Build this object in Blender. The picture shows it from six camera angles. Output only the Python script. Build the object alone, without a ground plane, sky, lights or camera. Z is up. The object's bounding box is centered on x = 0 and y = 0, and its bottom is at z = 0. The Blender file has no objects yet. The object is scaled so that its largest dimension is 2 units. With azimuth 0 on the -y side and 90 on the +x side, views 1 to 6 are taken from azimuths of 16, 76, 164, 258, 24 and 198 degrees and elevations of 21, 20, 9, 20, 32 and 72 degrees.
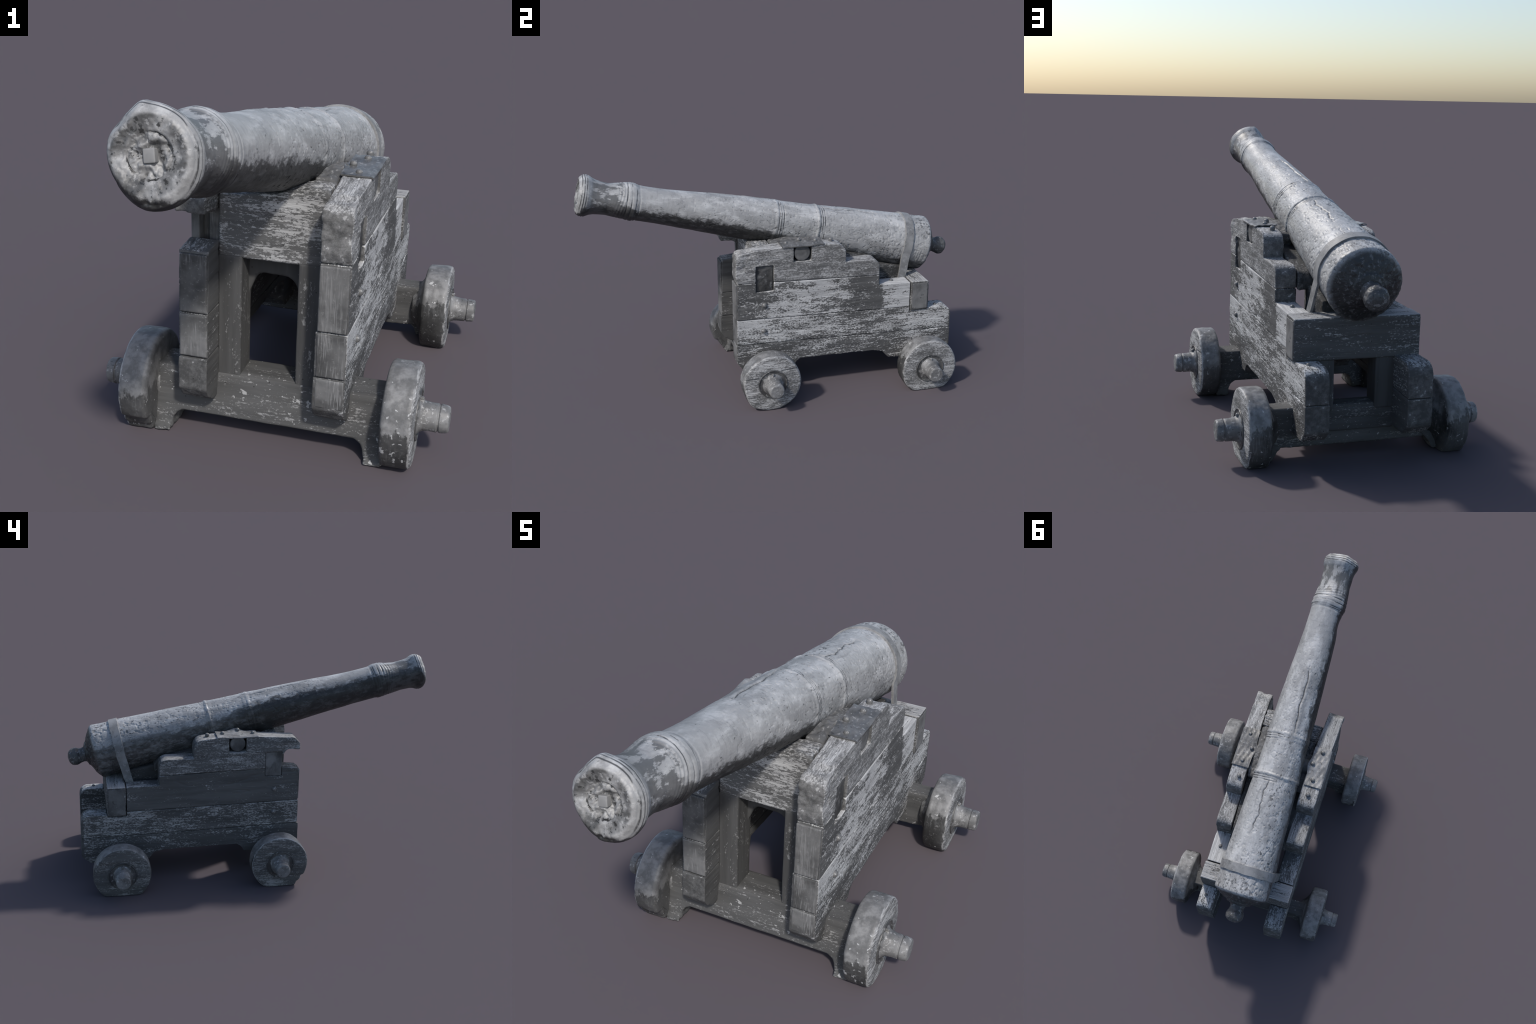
# Naval gun on a stepped timber truck carriage, built part by part.
# Frame: x across, y along the gun (muzzle at -y), z up, metres.
import bpy, bmesh, math
import numpy as np
from mathutils import Matrix, Vector

PI = math.pi

# ---------------------------------------------------------------- noise
def _hash(ix, iy, iz, seed):
    h = (ix.astype(np.int64) * 374761393 + iy.astype(np.int64) * 668265263
         + iz.astype(np.int64) * 2147483647 + seed * 1274126177) & 0xFFFFFFFF
    h = ((h ^ (h >> 13)) * 1274126177) & 0xFFFFFFFF
    h = ((h ^ (h >> 16)) * 2246822519) & 0xFFFFFFFF
    return ((h ^ (h >> 15)) & 0xFFFFFF) / float(0xFFFFFF) * 2 - 1


def vnoise(p, seed=0):
    """smooth value noise, p is (n,3), result about -1..1"""
    i = np.floor(p)
    f = p - i
    u = f * f * f * (f * (f * 6 - 15) + 10)
    i = i.astype(np.int64)
    out = np.zeros(len(p))
    for dx in (0, 1):
        wx = u[:, 0] if dx else 1 - u[:, 0]
        for dy in (0, 1):
            wy = u[:, 1] if dy else 1 - u[:, 1]
            for dz in (0, 1):
                wz = u[:, 2] if dz else 1 - u[:, 2]
                out += wx * wy * wz * _hash(i[:, 0] + dx, i[:, 1] + dy, i[:, 2] + dz, seed)
    return out


def fbm(p, octaves=3, seed=0):
    a, s, tot = 1.0, 0.0, 0.0
    for o in range(octaves):
        s = s + a * vnoise(p * (2 ** o), seed + o * 17)
        tot += a
        a *= 0.5
    return s / tot


def sstep(a, b, x):
    t = np.clip((x - a) / (b - a), 0, 1)
    return t * t * (3 - 2 * t)


# ---------------------------------------------------------------- node helpers
class Nodes:
    def __init__(self, name, rough=0.75, spec=0.3):
        m = bpy.data.materials.new(name)
        m.use_nodes = True
        self.m, self.t = m, m.node_tree
        self.b = self.t.nodes["Principled BSDF"]
        self.b.inputs["Roughness"].default_value = rough
        self.b.inputs["Specular IOR Level"].default_value = spec
        self.obj = self.t.nodes.new("ShaderNodeTexCoord").outputs["Object"]

    def n(self, kind, **kw):
        nd = self.t.nodes.new(kind)
        for k, v in kw.items():
            setattr(nd, k, v)
        return nd

    def link(self, a, b):
        self.t.links.new(a, b)

    def put(self, sock, v):
        if isinstance(v, (int, float)):
            sock.default_value = v
        elif isinstance(v, (tuple, list)):
            sock.default_value = (tuple(v) + (1,))[:4] if len(sock.default_value) == 4 else tuple(v)
        else:
            self.link(v, sock)

    def mapping(self, scale, loc=(0, 0, 0)):
        nd = self.n("ShaderNodeMapping")
        nd.inputs["Scale"].default_value = scale
        nd.inputs["Location"].default_value = loc
        self.link(self.obj, nd.inputs["Vector"])
        return nd.outputs[0]

    def noise(self, scale, loc=(0, 0, 0), detail=4, rough=0.55, dist=0.0):
        nd = self.n("ShaderNodeTexNoise")
        nd.inputs["Scale"].default_value = 1
        nd.inputs["Detail"].default_value = detail
        nd.inputs["Roughness"].default_value = rough
        nd.inputs["Distortion"].default_value = dist
        if isinstance(scale, (int, float)):
            scale = (scale,) * 3
        self.link(self.mapping(scale, loc), nd.inputs["Vector"])
        return nd.outputs["Fac"]

    def voronoi(self, scale, loc=(0, 0, 0), feature='F1'):
        nd = self.n("ShaderNodeTexVoronoi", feature=feature)
        nd.inputs["Scale"].default_value = 1
        if isinstance(scale, (int, float)):
            scale = (scale,) * 3
        self.link(self.mapping(scale, loc), nd.inputs["Vector"])
        return nd.outputs["Distance"]

    def math(self, op, a, b=0.0, clamp=False):
        nd = self.n("ShaderNodeMath", operation=op, use_clamp=clamp)
        self.put(nd.inputs[0], a)
        self.put(nd.inputs[1], b)
        return nd.outputs[0]

    def smooth(self, x, a, b):
        """0 below a, 1 above b"""
        nd = self.n("ShaderNodeMapRange", interpolation_type='SMOOTHSTEP')
        self.put(nd.inputs[0], x)
        nd.inputs[1].default_value, nd.inputs[2].default_value = min(a, b), max(a, b)
        nd.inputs[3].default_value, nd.inputs[4].default_value = (0, 1) if a < b else (1, 0)
        return nd.outputs[0]

    def curve(self, x, stops):
        """piecewise linear function of x through (x, value) stops; values 0..1"""
        x0, x1 = stops[0][0], stops[-1][0]
        t = self.math('DIVIDE', self.math('SUBTRACT', x, x0), x1 - x0, True)
        nd = self.n("ShaderNodeValToRGB")
        e = nd.color_ramp.elements
        while len(e) < len(stops):
            e.new(0.5)
        for el, (px, v) in zip(e, stops):
            el.position = (px - x0) / (x1 - x0)
        for el, (px, v) in zip(e, stops):
            el.color = (v, v, v, 1)
        self.link(t, nd.inputs[0])
        return nd.outputs[0]

    def mix(self, fac, a, b):
        nd = self.n("ShaderNodeMix", data_type='RGBA')
        self.put(nd.inputs[0], fac)
        self.put(nd.inputs[6], a)
        self.put(nd.inputs[7], b)
        return nd.outputs[2]

    def axis(self, i):
        nd = self.n("ShaderNodeSeparateXYZ")
        self.link(self.obj, nd.inputs[0])
        return nd.outputs[i]

    def bump(self, h, strength=0.4, dist=0.003):
        nd = self.n("ShaderNodeBump")
        nd.inputs["Strength"].default_value = strength
        nd.inputs["Distance"].default_value = dist
        self.link(h, nd.inputs["Height"])
        self.link(nd.outputs[0], self.b.inputs["Normal"])

    def finish(self, col):
        self.put(self.b.inputs["Base Color"], col)
        return self.m


def grey(v, tint=0.0):
    return (v * (1 - tint * 0.5), v, v * (1 + tint))


# ---------------------------------------------------------------- materials
def wood(name, axis=1, paint=0.11, bare=0.5, amount=0.5, along=None, streak=0.5, seed=0,
         fine=1.0, edge=0.03, specks=0.0, ends=None, wear=0.5, inner=False, tops=0.0):
    """Weathered timber: dark grey paint flaking off pale bare wood along the grain.
    amount: share of bare wood; along: stops of extra bareness along the grain axis."""
    N = Nodes(name, 0.8, 0.25)
    lo = (seed * 3.7, seed * 1.9, seed * 5.3)

    def sc(across, alng):
        s = [across] * 3
        s[axis] = alng
        return tuple(s)
    streaks = N.noise(sc(130, 14), lo, 6, 0.70)
    mid = N.noise(sc(30, 9), lo, 5, 0.62)
    patch = N.noise(sc(9, 4), lo, 3, 0.5)
    fibre = N.noise(sc(260, 10), lo, 4, 0.65)
    crumb = N.noise(sc(190, 85), lo, 5, 0.74)
    m = N.math('ADD', N.math('MULTIPLY', streaks, streak), N.math('MULTIPLY', patch, 0.38))
    m = N.math('ADD', m, N.math('MULTIPLY', mid, 1.12 - streak))
    m = N.math('ADD', m, N.math('MULTIPLY', N.math('SUBTRACT', crumb, 0.5), 1.05))
    # m is centred on 0.75
    if along:
        b = N.curve(N.axis(axis), along)
        m = N.math('ADD', m, N.math('MULTIPLY', N.math('SUBTRACT', b, 0.5), 0.25))
    th = 0.75 - (amount - 0.5) * 0.42
    if inner:   # the sheltered inner faces keep their paint
        m = N.math('SUBTRACT', m, N.math('MULTIPLY', N.smooth(N.math('ABSOLUTE', N.axis(0)), 0.176, 0.162), 0.11))
    if tops:   # trodden and rained-on upper faces are worn down to bare wood
        nd = N.n("ShaderNodeSeparateXYZ")
        N.link(N.n("ShaderNodeNewGeometry").outputs["Normal"], nd.inputs[0])
        m = N.math('ADD', m, N.math('MULTIPLY', N.smooth(nd.outputs[2], 0.55, 0.85), tops))
    if ends:   # paint holds on the plank ends
        m = N.math('SUBTRACT', m, N.math('MULTIPLY', N.smooth(N.axis(axis), ends - 0.006, ends), 0.16))
    mask = N.smooth(m, th - edge, th + edge)
    fib = N.smooth(fibre, 0.33, 0.62)
    tone = N.noise(sc(30, 3), (lo[0] + 9, lo[1], lo[2]), 3, 0.5)
    tone = N.smooth(tone, 0.25, 0.75)
    barecol = N.mix(tone, grey(bare * 0.80), grey(bare * 1.12))
    barecol = N.mix(N.math('MULTIPLY', fib, 0.5 * fine, True), barecol, grey(bare * 0.33))
    paintcol = N.mix(tone, grey(paint * 0.8), grey(paint * 1.2))
    paintcol = N.mix(N.math('MULTIPLY', N.smooth(fibre, 0.6, 0.72), 0.35 * fine), paintcol, grey(bare * 0.7))
    col = N.mix(mask, paintcol, barecol)
    # end grain: paint soaked in, blotched rather than streaked
    ne = N.n("ShaderNodeSeparateXYZ")
    N.link(N.n("ShaderNodeNewGeometry").outputs["Normal"], ne.inputs[0])
    endm = N.smooth(N.math('ABSOLUTE', ne.outputs[axis]), 0.60, 0.85)
    bl = N.noise(34, (lo[0] + 2, lo[1], lo[2]), 5, 0.66)
    endc = N.mix(N.smooth(bl, 0.42, 0.60), grey(paint * 0.75), grey(paint * 1.35))
    endc = N.mix(N.smooth(bl, 0.615, 0.66), endc, grey(bare * 0.8))
    col = N.mix(N.math('MULTIPLY', endm, 0.85), col, endc)
    # rubbed arrises
    pt = N.n("ShaderNodeNewGeometry").outputs["Pointiness"]
    rub = N.math('ADD', pt, N.math('MULTIPLY', N.math('SUBTRACT', N.noise(45, lo, 4, 0.7), 0.5), 0.16))
    col = N.mix(N.math('MULTIPLY', N.smooth(rub, 0.555, 0.60), wear), col, grey(bare * 1.05))
    # fine checks along the grain
    chk = N.noise(sc(120, 3.2), (lo[0], lo[1] + 4, lo[2]), 3, 0.5)
    col = N.mix(N.math('MULTIPLY', N.smooth(chk, 0.29, 0.24), 0.8), col, grey(0.025))
    # pinholes
    pin = N.voronoi(26, lo)
    col = N.mix(N.math('MULTIPLY', N.smooth(pin, 0.07, 0.045), 0.85), col, grey(0.03))
    if specks:
        sp = N.noise(55, (lo[0], lo[1], lo[2] + 6), 3, 0.6)
        low = N.noise(7, (lo[0] + 3, lo[1], lo[2]), 2)
        sp = N.math('ADD', sp, N.math('MULTIPLY', N.math('SUBTRACT', low, 0.5), 0.35))
        col = N.mix(N.smooth(sp, 0.70 - specks, 0.73 - specks), col, grey(bare * 1.1))
    h = N.math('ADD', N.math('MULTIPLY', fibre, 0.6), N.math('MULTIPLY', mask, -0.35))
    h = N.math('SUBTRACT', h, N.math('MULTIPLY', N.smooth(chk, 0.29, 0.24), 0.6))
    N.bump(h, 0.45, 0.002)
    return N.finish(col)


def end_grain(name, base=0.17, pale=0.4, seed=0, scratch=0.5, specks=0.0, rough=0.7, pale_from=None):
    """Painted end grain or tread: grey with saw scratches, chips and flecks."""
    N = Nodes(name, rough, 0.35)
    lo = (seed * 2.3, seed * 4.1, seed * 1.7)
    tone = N.smooth(N.noise(8, lo, 4), 0.32, 0.66)
    col = N.mix(tone, grey(base * 0.55), grey(base * 1.5))
    # saw marks crossing each other
    marks = None
    for rot, sd in ((0.75, 0), (-0.55, 3), (0.12, 7)):
        a = N.n("ShaderNodeMapping")
        a.inputs["Rotation"].default_value = (rot, rot, 0.2)
        a.inputs["Location"].default_value = (sd + seed, sd, sd)
        a.inputs["Scale"].default_value = (170, 12, 12)
        N.link(N.obj, a.inputs[0])
        nz = N.n("ShaderNodeTexNoise")
        nz.inputs["Scale"].default_value = 1
        nz.inputs["Detail"].default_value = 3
        N.link(a.outputs[0], nz.inputs["Vector"])
        k = N.smooth(nz.outputs[0], 0.57, 0.68)
        marks = k if marks is None else N.math('MAXIMUM', marks, k)
    gate = N.smooth(N.noise(9, (lo[0] + 5, lo[1], lo[2]), 2), 0.4, 0.62)
    sc = N.math('MULTIPLY', marks, N.math('MULTIPLY', gate, scratch))
    col = N.mix(sc, col, grey(pale))
    fine = N.noise(120, lo, 4, 0.65)
    col = N.mix(N.math('MULTIPLY', N.smooth(fine, 0.55, 0.75), 0.45), col, grey(pale * 0.8))
    if pale_from:
        ex = N.math('ABSOLUTE', N.axis(0))
        rim = N.math('ADD', ex, N.math('MULTIPLY', N.math('SUBTRACT', N.noise(38, lo, 5, 0.7), 0.5), 0.014))
        rimmask = N.math('MULTIPLY', N.smooth(rim, 0.4275, 0.4305), N.smooth(N.noise(16, lo, 3), 0.40, 0.55))
        up = N.math('ADD', N.axis(2), N.math('MULTIPLY', N.math('SUBTRACT', N.noise((14, 14, 5), lo, 6, 0.68), 0.5), 0.30))
        upper_tone = N.mix(N.smooth(N.noise(26, lo, 5, 0.65), 0.36, 0.64), grey(0.13), grey(0.25))
        col = N.mix(N.math('MULTIPLY', N.smooth(up, pale_from - 0.006, pale_from + 0.010), 0.85), col, upper_tone)
        col = N.mix(N.math('MULTIPLY', rimmask, 0.8), col, grey(pale * 1.1))
    if specks:
        sp = N.noise(48, (lo[0], lo[1], lo[2] + 6), 3, 0.6)
        low = N.noise(8, (lo[0] + 3, lo[1], lo[2]), 2)
        sp = N.math('ADD', sp, N.math('MULTIPLY', N.math('SUBTRACT', low, 0.5), 0.3))
        col = N.mix(N.smooth(sp, 0.70 - specks, 0.725 - specks), col, grey(pale * 1.2))
    pt = N.n("ShaderNodeNewGeometry").outputs["Pointiness"]
    rub = N.math('ADD', pt, N.math('MULTIPLY', N.math('SUBTRACT', N.noise(45, lo, 4, 0.7), 0.5), 0.16))
    col = N.mix(N.math('MULTIPLY', N.smooth(rub, 0.555, 0.60), 0.6), col, grey(pale * 1.05))
    N.bump(N.math('ADD', fine, N.math('MULTIPLY', sc, 0.5)), 0.3, 0.0015)
    return N.finish(col)


def iron(name, base=0.22, pale=0.4, dark=0.04, seed=0, rough=0.5):
    N = Nodes(name, rough, 0.45)
    lo = (seed * 2.9, seed * 3.3, seed * 1.1)
    a = N.smooth(N.noise(14, lo, 4), 0.35, 0.68)
    col = N.mix(a, grey(base * 0.7), grey(base * 1.25))
    fl = N.noise(60, lo, 5, 0.68)
    col = N.mix(N.math('MULTIPLY', N.smooth(fl, 0.56, 0.62), 0.7), col, grey(pale))
    col = N.mix(N.math('MULTIPLY', N.smooth(fl, 0.40, 0.34), 0.8), col, grey(dark))
    N.bump(fl, 0.35, 0.002)
    return N.finish(col)


# (place along the gun, side where the groove still shows: 0 all round, 1 right, -1 left)
GROOVES = ((0.030, 0), (0.042, 0), (0.054, 0), (0.255, 0), (0.278, 0), (0.302, 0), (0.310, 0), (0.995, -1), (1.016, -1), (1.034, -1), (1.056, -1),
           (1.041, 1), (1.053, 1), (1.067, 1), (1.268, 1), (1.280, 1), (1.292, 1), (1.259, -1), (1.270, -1), (1.284, -1), (1.716, -1), (1.732, -1))


def gun_iron(name):
    """Cast iron in the barrel's own frame: local y runs from muzzle to breech,
    local z is up. Shade is painted black on the left flank and underside with a
    ragged edge; elsewhere it has weathered to pale grey, pitted toward the breech."""
    N = Nodes(name, 0.45, 0.45)
    x, y, z = N.axis(0), N.axis(1), N.axis(2)
    grain = N.noise((34, 18, 34), (0, 0, 0), 6, 0.7)
    blot = N.noise((7, 3.5, 7), (3, 1, 2), 4, 0.55)
    fine = N.noise((150, 80, 150), (5, 2, 0), 4, 0.7)
    pale = N.mix(N.smooth(blot, 0.3, 0.7), grey(0.225), grey(0.335))
    pale = N.mix(N.math('MULTIPLY', N.smooth(fine, 0.5, 0.72), 0.35), pale, grey(0.43))
    # bright blotches, thickened along the crest to paint in reflected sky
    worn = N.noise((20, 9, 20), (9, 4, 6), 6, 0.68)
    pale = N.mix(N.math('MULTIPLY', N.smooth(N.math('ADD', worn, N.math('MULTIPLY', N.smooth(z, 0.05, 0.12), 0.08)), 0.46, 0.72), 0.65), pale, grey(0.54))
    # dirt: rings of it round the gun, and long runs down its length
    dirt = N.noise((20, 60, 20), (1, 7, 3), 4, 0.6)
    pale = N.mix(N.math('MULTIPLY', N.smooth(dirt, 0.53, 0.70), 0.32), pale, grey(0.13))
    runs = N.noise((38, 3.5, 38), (2, 5, 8), 5, 0.65)
    pale = N.mix(N.math('MULTIPLY', N.smooth(runs, 0.58, 0.70), 0.3), pale, grey(0.09))
    # rough dark scabs, in clusters, toward the breech and round the rings
    pit = N.noise((75, 55, 75), (2, 3, 9), 5, 0.7)
    rear = N.curve(y, [(0.0, 0.2), (0.9, 0.3), (1.05, 0.55), (1.3, 0.4), (1.55, 0.5), (1.95, 0.7)])
    pv = N.math('ADD', pit, N.math('MULTIPLY', N.math('SUBTRACT', rear, 0.5), 0.14))
    pv = N.math('ADD', pv, N.math('MULTIPLY', N.math('SUBTRACT', blot, 0.5), -0.30))
    pale = N.mix(N.math('MULTIPLY', N.smooth(pv, 0.59, 0.65), 0.75), pale, grey(0.04))
    spot = N.voronoi((42, 36, 42), (4, 0, 1))
    few = N.math('MULTIPLY', N.smooth(y, 0.35, 0.75), N.smooth(worn, 0.44, 0.54))
    pale = N.mix(N.math('MULTIPLY', N.smooth(spot, 0.10, 0.06), few), pale, grey(0.05))
    # barrel's shaded side, baked into the colour as ragged black
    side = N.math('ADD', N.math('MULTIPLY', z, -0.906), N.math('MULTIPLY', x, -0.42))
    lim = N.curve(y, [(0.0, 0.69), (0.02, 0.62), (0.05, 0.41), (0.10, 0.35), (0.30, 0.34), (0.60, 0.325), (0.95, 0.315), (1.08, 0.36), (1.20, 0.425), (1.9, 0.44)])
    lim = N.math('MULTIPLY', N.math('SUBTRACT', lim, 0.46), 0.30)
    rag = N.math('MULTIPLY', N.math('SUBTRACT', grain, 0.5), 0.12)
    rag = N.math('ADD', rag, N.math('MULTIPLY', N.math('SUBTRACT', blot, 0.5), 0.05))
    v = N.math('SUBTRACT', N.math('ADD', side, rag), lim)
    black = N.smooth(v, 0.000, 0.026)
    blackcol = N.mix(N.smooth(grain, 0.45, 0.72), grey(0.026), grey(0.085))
    blackcol = N.mix(N.smooth(y, 1.0, 1.25), blackcol, N.mix(N.smooth(grain, 0.40, 0.66), grey(0.05), grey(0.15)))  # shading under the rear half, tinted a softer dark grey
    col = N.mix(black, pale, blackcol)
    # dirt in the two long cracks on the crest
    ang = N.math('MULTIPLY', N.math('ARCTAN2', z, x), 180 / PI)

    def wave(amp, freq, ph):
        return N.math('MULTIPLY', N.math('SINE', N.math('ADD', N.math('MULTIPLY', y, freq), ph)), amp)
    c1 = N.math('ADD', N.math('ADD', wave(2.2, 31, 0), wave(1.3, 77, 1)), N.math('ADD', wave(0.8, 171, 0), 78))
    c2 = N.math('ADD', N.math('ADD', wave(1.9, 27, 0), wave(1.2, 63, 0)), N.math('ADD', N.math('MULTIPLY', N.math('SUBTRACT', y, 0.68), 22), 97))
    for c, a, b, wd in ((c1, 1.28, 1.58, 1.5), (c2, 0.66, 1.01, 1.9)):
        ln = N.smooth(N.math('ABSOLUTE', N.math('SUBTRACT', ang, c)), wd, wd * 0.4)
        ln = N.math('MULTIPLY', ln, N.math('MULTIPLY', N.smooth(y, a, a + 0.03), N.smooth(y, b, b - 0.05)))
        ln = N.math('MULTIPLY', ln, N.smooth(grain, 0.36, 0.50))
        col = N.mix(N.math('MULTIPLY', ln, 0.85), col, grey(0.045))
    # the neck behind the muzzle keeps grey patches of paint
    neck = N.math('MULTIPLY', N.smooth(y, 0.07, 0.09), N.smooth(y, 0.25, 0.22))
    wear = N.noise((30, 12, 30), (8, 8, 1), 5, 0.7)
    neck = N.math('MULTIPLY', neck, N.smooth(wear, 0.45, 0.52))
    col = N.mix(N.math('MULTIPLY', neck, 0.8), col, grey(0.075))
    # dirt packed in the turned grooves, broken along the ring
    wob = N.math('MULTIPLY', N.math('SUBTRACT', N.noise((9, 2, 9), (6, 1, 4), 3), 0.5), 0.012)
    yy = N.math('ADD', y, wob)
    line = None
    for at, where in GROOVES:
        d = N.smooth(N.math('ABSOLUTE', N.math('SUBTRACT', yy, at)), 0.0034, 0.0012)
        if where:
            d = N.math('MULTIPLY', d, N.smooth(x, -0.02 + 0.02 * where, 0.02 * where + 0.02 * where))
        line = d if line is None else N.math('MAXIMUM', line, d)
    broken = N.smooth(N.noise((16, 30, 16), (7, 3, 5), 4, 0.6), 0.42, 0.54)
    col = N.mix(N.math('MULTIPLY', N.math('MULTIPLY', line, broken), 0.85), col, grey(0.035))
    # the plugged face: grey, scabbed and cracked
    rad = N.math('SQRT', N.math('ADD', N.math('MULTIPLY', x, x), N.math('MULTIPLY', z, z)))
    front = N.math('MULTIPLY', N.smooth(y, 0.040, 0.034), N.smooth(rad, 0.082, 0.074))
    fn = N.noise((62, 20, 62), (3, 3, 3), 6, 0.7)
    big = N.noise((16, 5, 16), (1, 8, 3), 3, 0.5)
    fcol = N.mix(N.smooth(big, 0.38, 0.62), grey(0.085), grey(0.30))
    fcol = N.mix(N.math('MULTIPLY', N.smooth(fn, 0.54, 0.64), 0.6), fcol, grey(0.40))
    fcol = N.mix(N.math('MULTIPLY', N.smooth(fn, 0.44, 0.37), 0.9), fcol, grey(0.025))
    crack = N.smooth(N.math('ABSOLUTE', N.math('SUBTRACT', N.math('ADD', rad, N.math('MULTIPLY', N.math('SUBTRACT', fn, 0.5), 0.02)), 0.0455)), 0.0028, 0.001)
    fcol = N.mix(N.math('MULTIPLY', crack, N.smooth(big, 0.50, 0.58)), fcol, grey(0.02))
    col = N.mix(front, col, fcol)
    # breech face is still black with scabs
    face = N.smooth(y, 1.895, 1.91)
    scab = N.smooth(pit, 0.54, 0.62)
    col = N.mix(N.math('MULTIPLY', face, 0.95), col, N.mix(scab, grey(0.026), grey(0.13)))
    N.bump(N.math('ADD', N.math('MULTIPLY', fine, 0.5), N.math('MULTIPLY', pit, 0.8)), 0.32, 0.003)
    return N.finish(col)


# ---------------------------------------------------------------- mesh helpers
def new_object(name, verts, faces, mat, parent=None, smooth=True):
    me = bpy.data.meshes.new(name)
    me.from_pydata([tuple(v) for v in verts], [], faces)
    me.validate()
    if smooth:
        me.polygons.foreach_set("use_smooth", [True] * len(me.polygons))
    if mat:
        me.materials.append(mat)
    ob = bpy.data.objects.new(name, me)
    bpy.context.collection.objects.link(ob)
    if parent:
        ob.parent = parent
    return ob


def rounded(points):
    """polygon corners (a, b, radius) -> outline with arcs at the corners"""
    out, n = [], len(points)
    for i in range(n):
        a, b, r = points[i]
        p = np.array([a, b])
        if r <= 0:
            out.append((a, b))
            continue
        u = np.array(points[i - 1][:2]) - p
        v = np.array(points[(i + 1) % n][:2]) - p
        lu, lv = np.linalg.norm(u), np.linalg.norm(v)
        u, v = u / lu, v / lv
        ang = math.acos(float(np.clip(u @ v, -1, 1)))
        d = min(r / math.tan(ang / 2), lu * 0.49, lv * 0.49)
        r = d * math.tan(ang / 2)
        c = p + (u + v) / np.linalg.norm(u + v) * (r / math.sin(ang / 2))
        s, e = p + u * d - c, p + v * d - c
        a0, a1 = math.atan2(s[1], s[0]), math.atan2(e[1], e[0])
        da = (a1 - a0 + PI) % (2 * PI) - PI
        for k in range(7):
            t = a0 + da * k / 6
            out.append((c[0] + r * math.cos(t), c[1] + r * math.sin(t)))
    return out


def prism(bm, outline, lo, hi, axis):
    """extrude an outline along axis (0: outline is y,z; 1: x,z; 2: x,y)"""
    def P(a, b, h):
        q = [a, b]
        q.insert(axis, h)
        return q
    A = [bm.verts.new(P(a, b, lo)) for a, b in outline]
    B = [bm.verts.new(P(a, b, hi)) for a, b in outline]
    n = len(outline)
    bm.faces.new(A)
    bm.faces.new(B[::-1])
    for i in range(n):
        bm.faces.new((A[i], B[i], B[(i + 1) % n], A[(i + 1) % n]))


def box(bm, x0, x1, y0, y1, z0, z1):
    prism(bm, [(y0, z0), (y1, z0), (y1, z1), (y0, z1)], x0, x1, 0)


def solid(name, build, mat, parent, bevel=0.006, voxel=0.0035, cut=None, relief=None):
    """Bevelled solid, remeshed finely, then worn: relief(p) gives metres along the normal."""
    def finished(fn, bev):
        bm = bmesh.new()
        fn(bm)
        bmesh.ops.recalc_face_normals(bm, faces=bm.faces)
        me = bpy.data.meshes.new(name)
        bm.to_mesh(me)
        bm.free()
        ob = bpy.data.objects.new(name, me)
        bpy.context.collection.objects.link(ob)
        if bev:
            b = ob.modifiers.new("bevel", 'BEVEL')
            b.width, b.segments, b.limit_method, b.angle_limit = bev, 2, 'ANGLE', math.radians(40)
        return ob
    ob = finished(build, bevel)
    helpers = []
    if cut:
        c = finished(cut, 0)
        helpers.append(c)
        bo = ob.modifiers.new("cut", 'BOOLEAN')
        bo.operation, bo.object, bo.solver = 'DIFFERENCE', c, 'EXACT'
    r = ob.modifiers.new("remesh", 'REMESH')
    r.mode, r.voxel_size, r.adaptivity = 'VOXEL', voxel, 0
    dg = bpy.context.evaluated_depsgraph_get()
    me = bpy.data.meshes.new_from_object(ob.evaluated_get(dg))
    for h in helpers + [ob]:
        d = h.data
        bpy.data.objects.remove(h)
        bpy.data.meshes.remove(d)
    me.name = name
    n = len(me.vertices)
    co = np.empty(n * 3)
    me.vertices.foreach_get("co", co)
    co = co.reshape(-1, 3)
    nr = np.empty(n * 3)
    me.vertices.foreach_get("normal", nr)
    nr = nr.reshape(-1, 3)
    if relief:
        co = co + nr * relief(co, nr)[:, None]
        co[:, 2] = np.maximum(co[:, 2], 0.0)
        me.vertices.foreach_set("co", co.ravel())
    me.polygons.foreach_set("use_smooth", [True] * len(me.polygons))
    me.materials.clear()
    me.materials.append(mat)
    me.update()
    ob = bpy.data.objects.new(name, me)
    bpy.context.collection.objects.link(ob)
    ob.parent = parent
    return ob


def timber_relief(axis=1, amp=0.0011, seed=0, lumps=0.0, lump_where=None, crack=0.0025):
    def f(p, nr):
        s = np.full(3, 55.0)
        s[axis] = 5.0
        g = fbm(p * s + seed * 13.1, 3, seed) * amp
        g += fbm(p * 9 + seed, 2, seed + 5) * 0.0012
        s2 = np.full(3, 38.0)
        s2[axis] = 2.2
        c = np.abs(vnoise(p * s2 + seed * 3.3, seed + 9))
        gate = sstep(0.1, 0.5, vnoise(p * np.array([3, 3, 7.0]) + seed, seed + 11))
        g -= crack * (1 - sstep(0.0, 0.07, c)) * gate
        if lumps:
            w = lump_where(p) if lump_where else 1.0
            g += lumps * w * (fbm(p * np.array([30, 22, 30]) + seed, 2, seed + 3) - 0.25)
        return g
    return f


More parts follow.
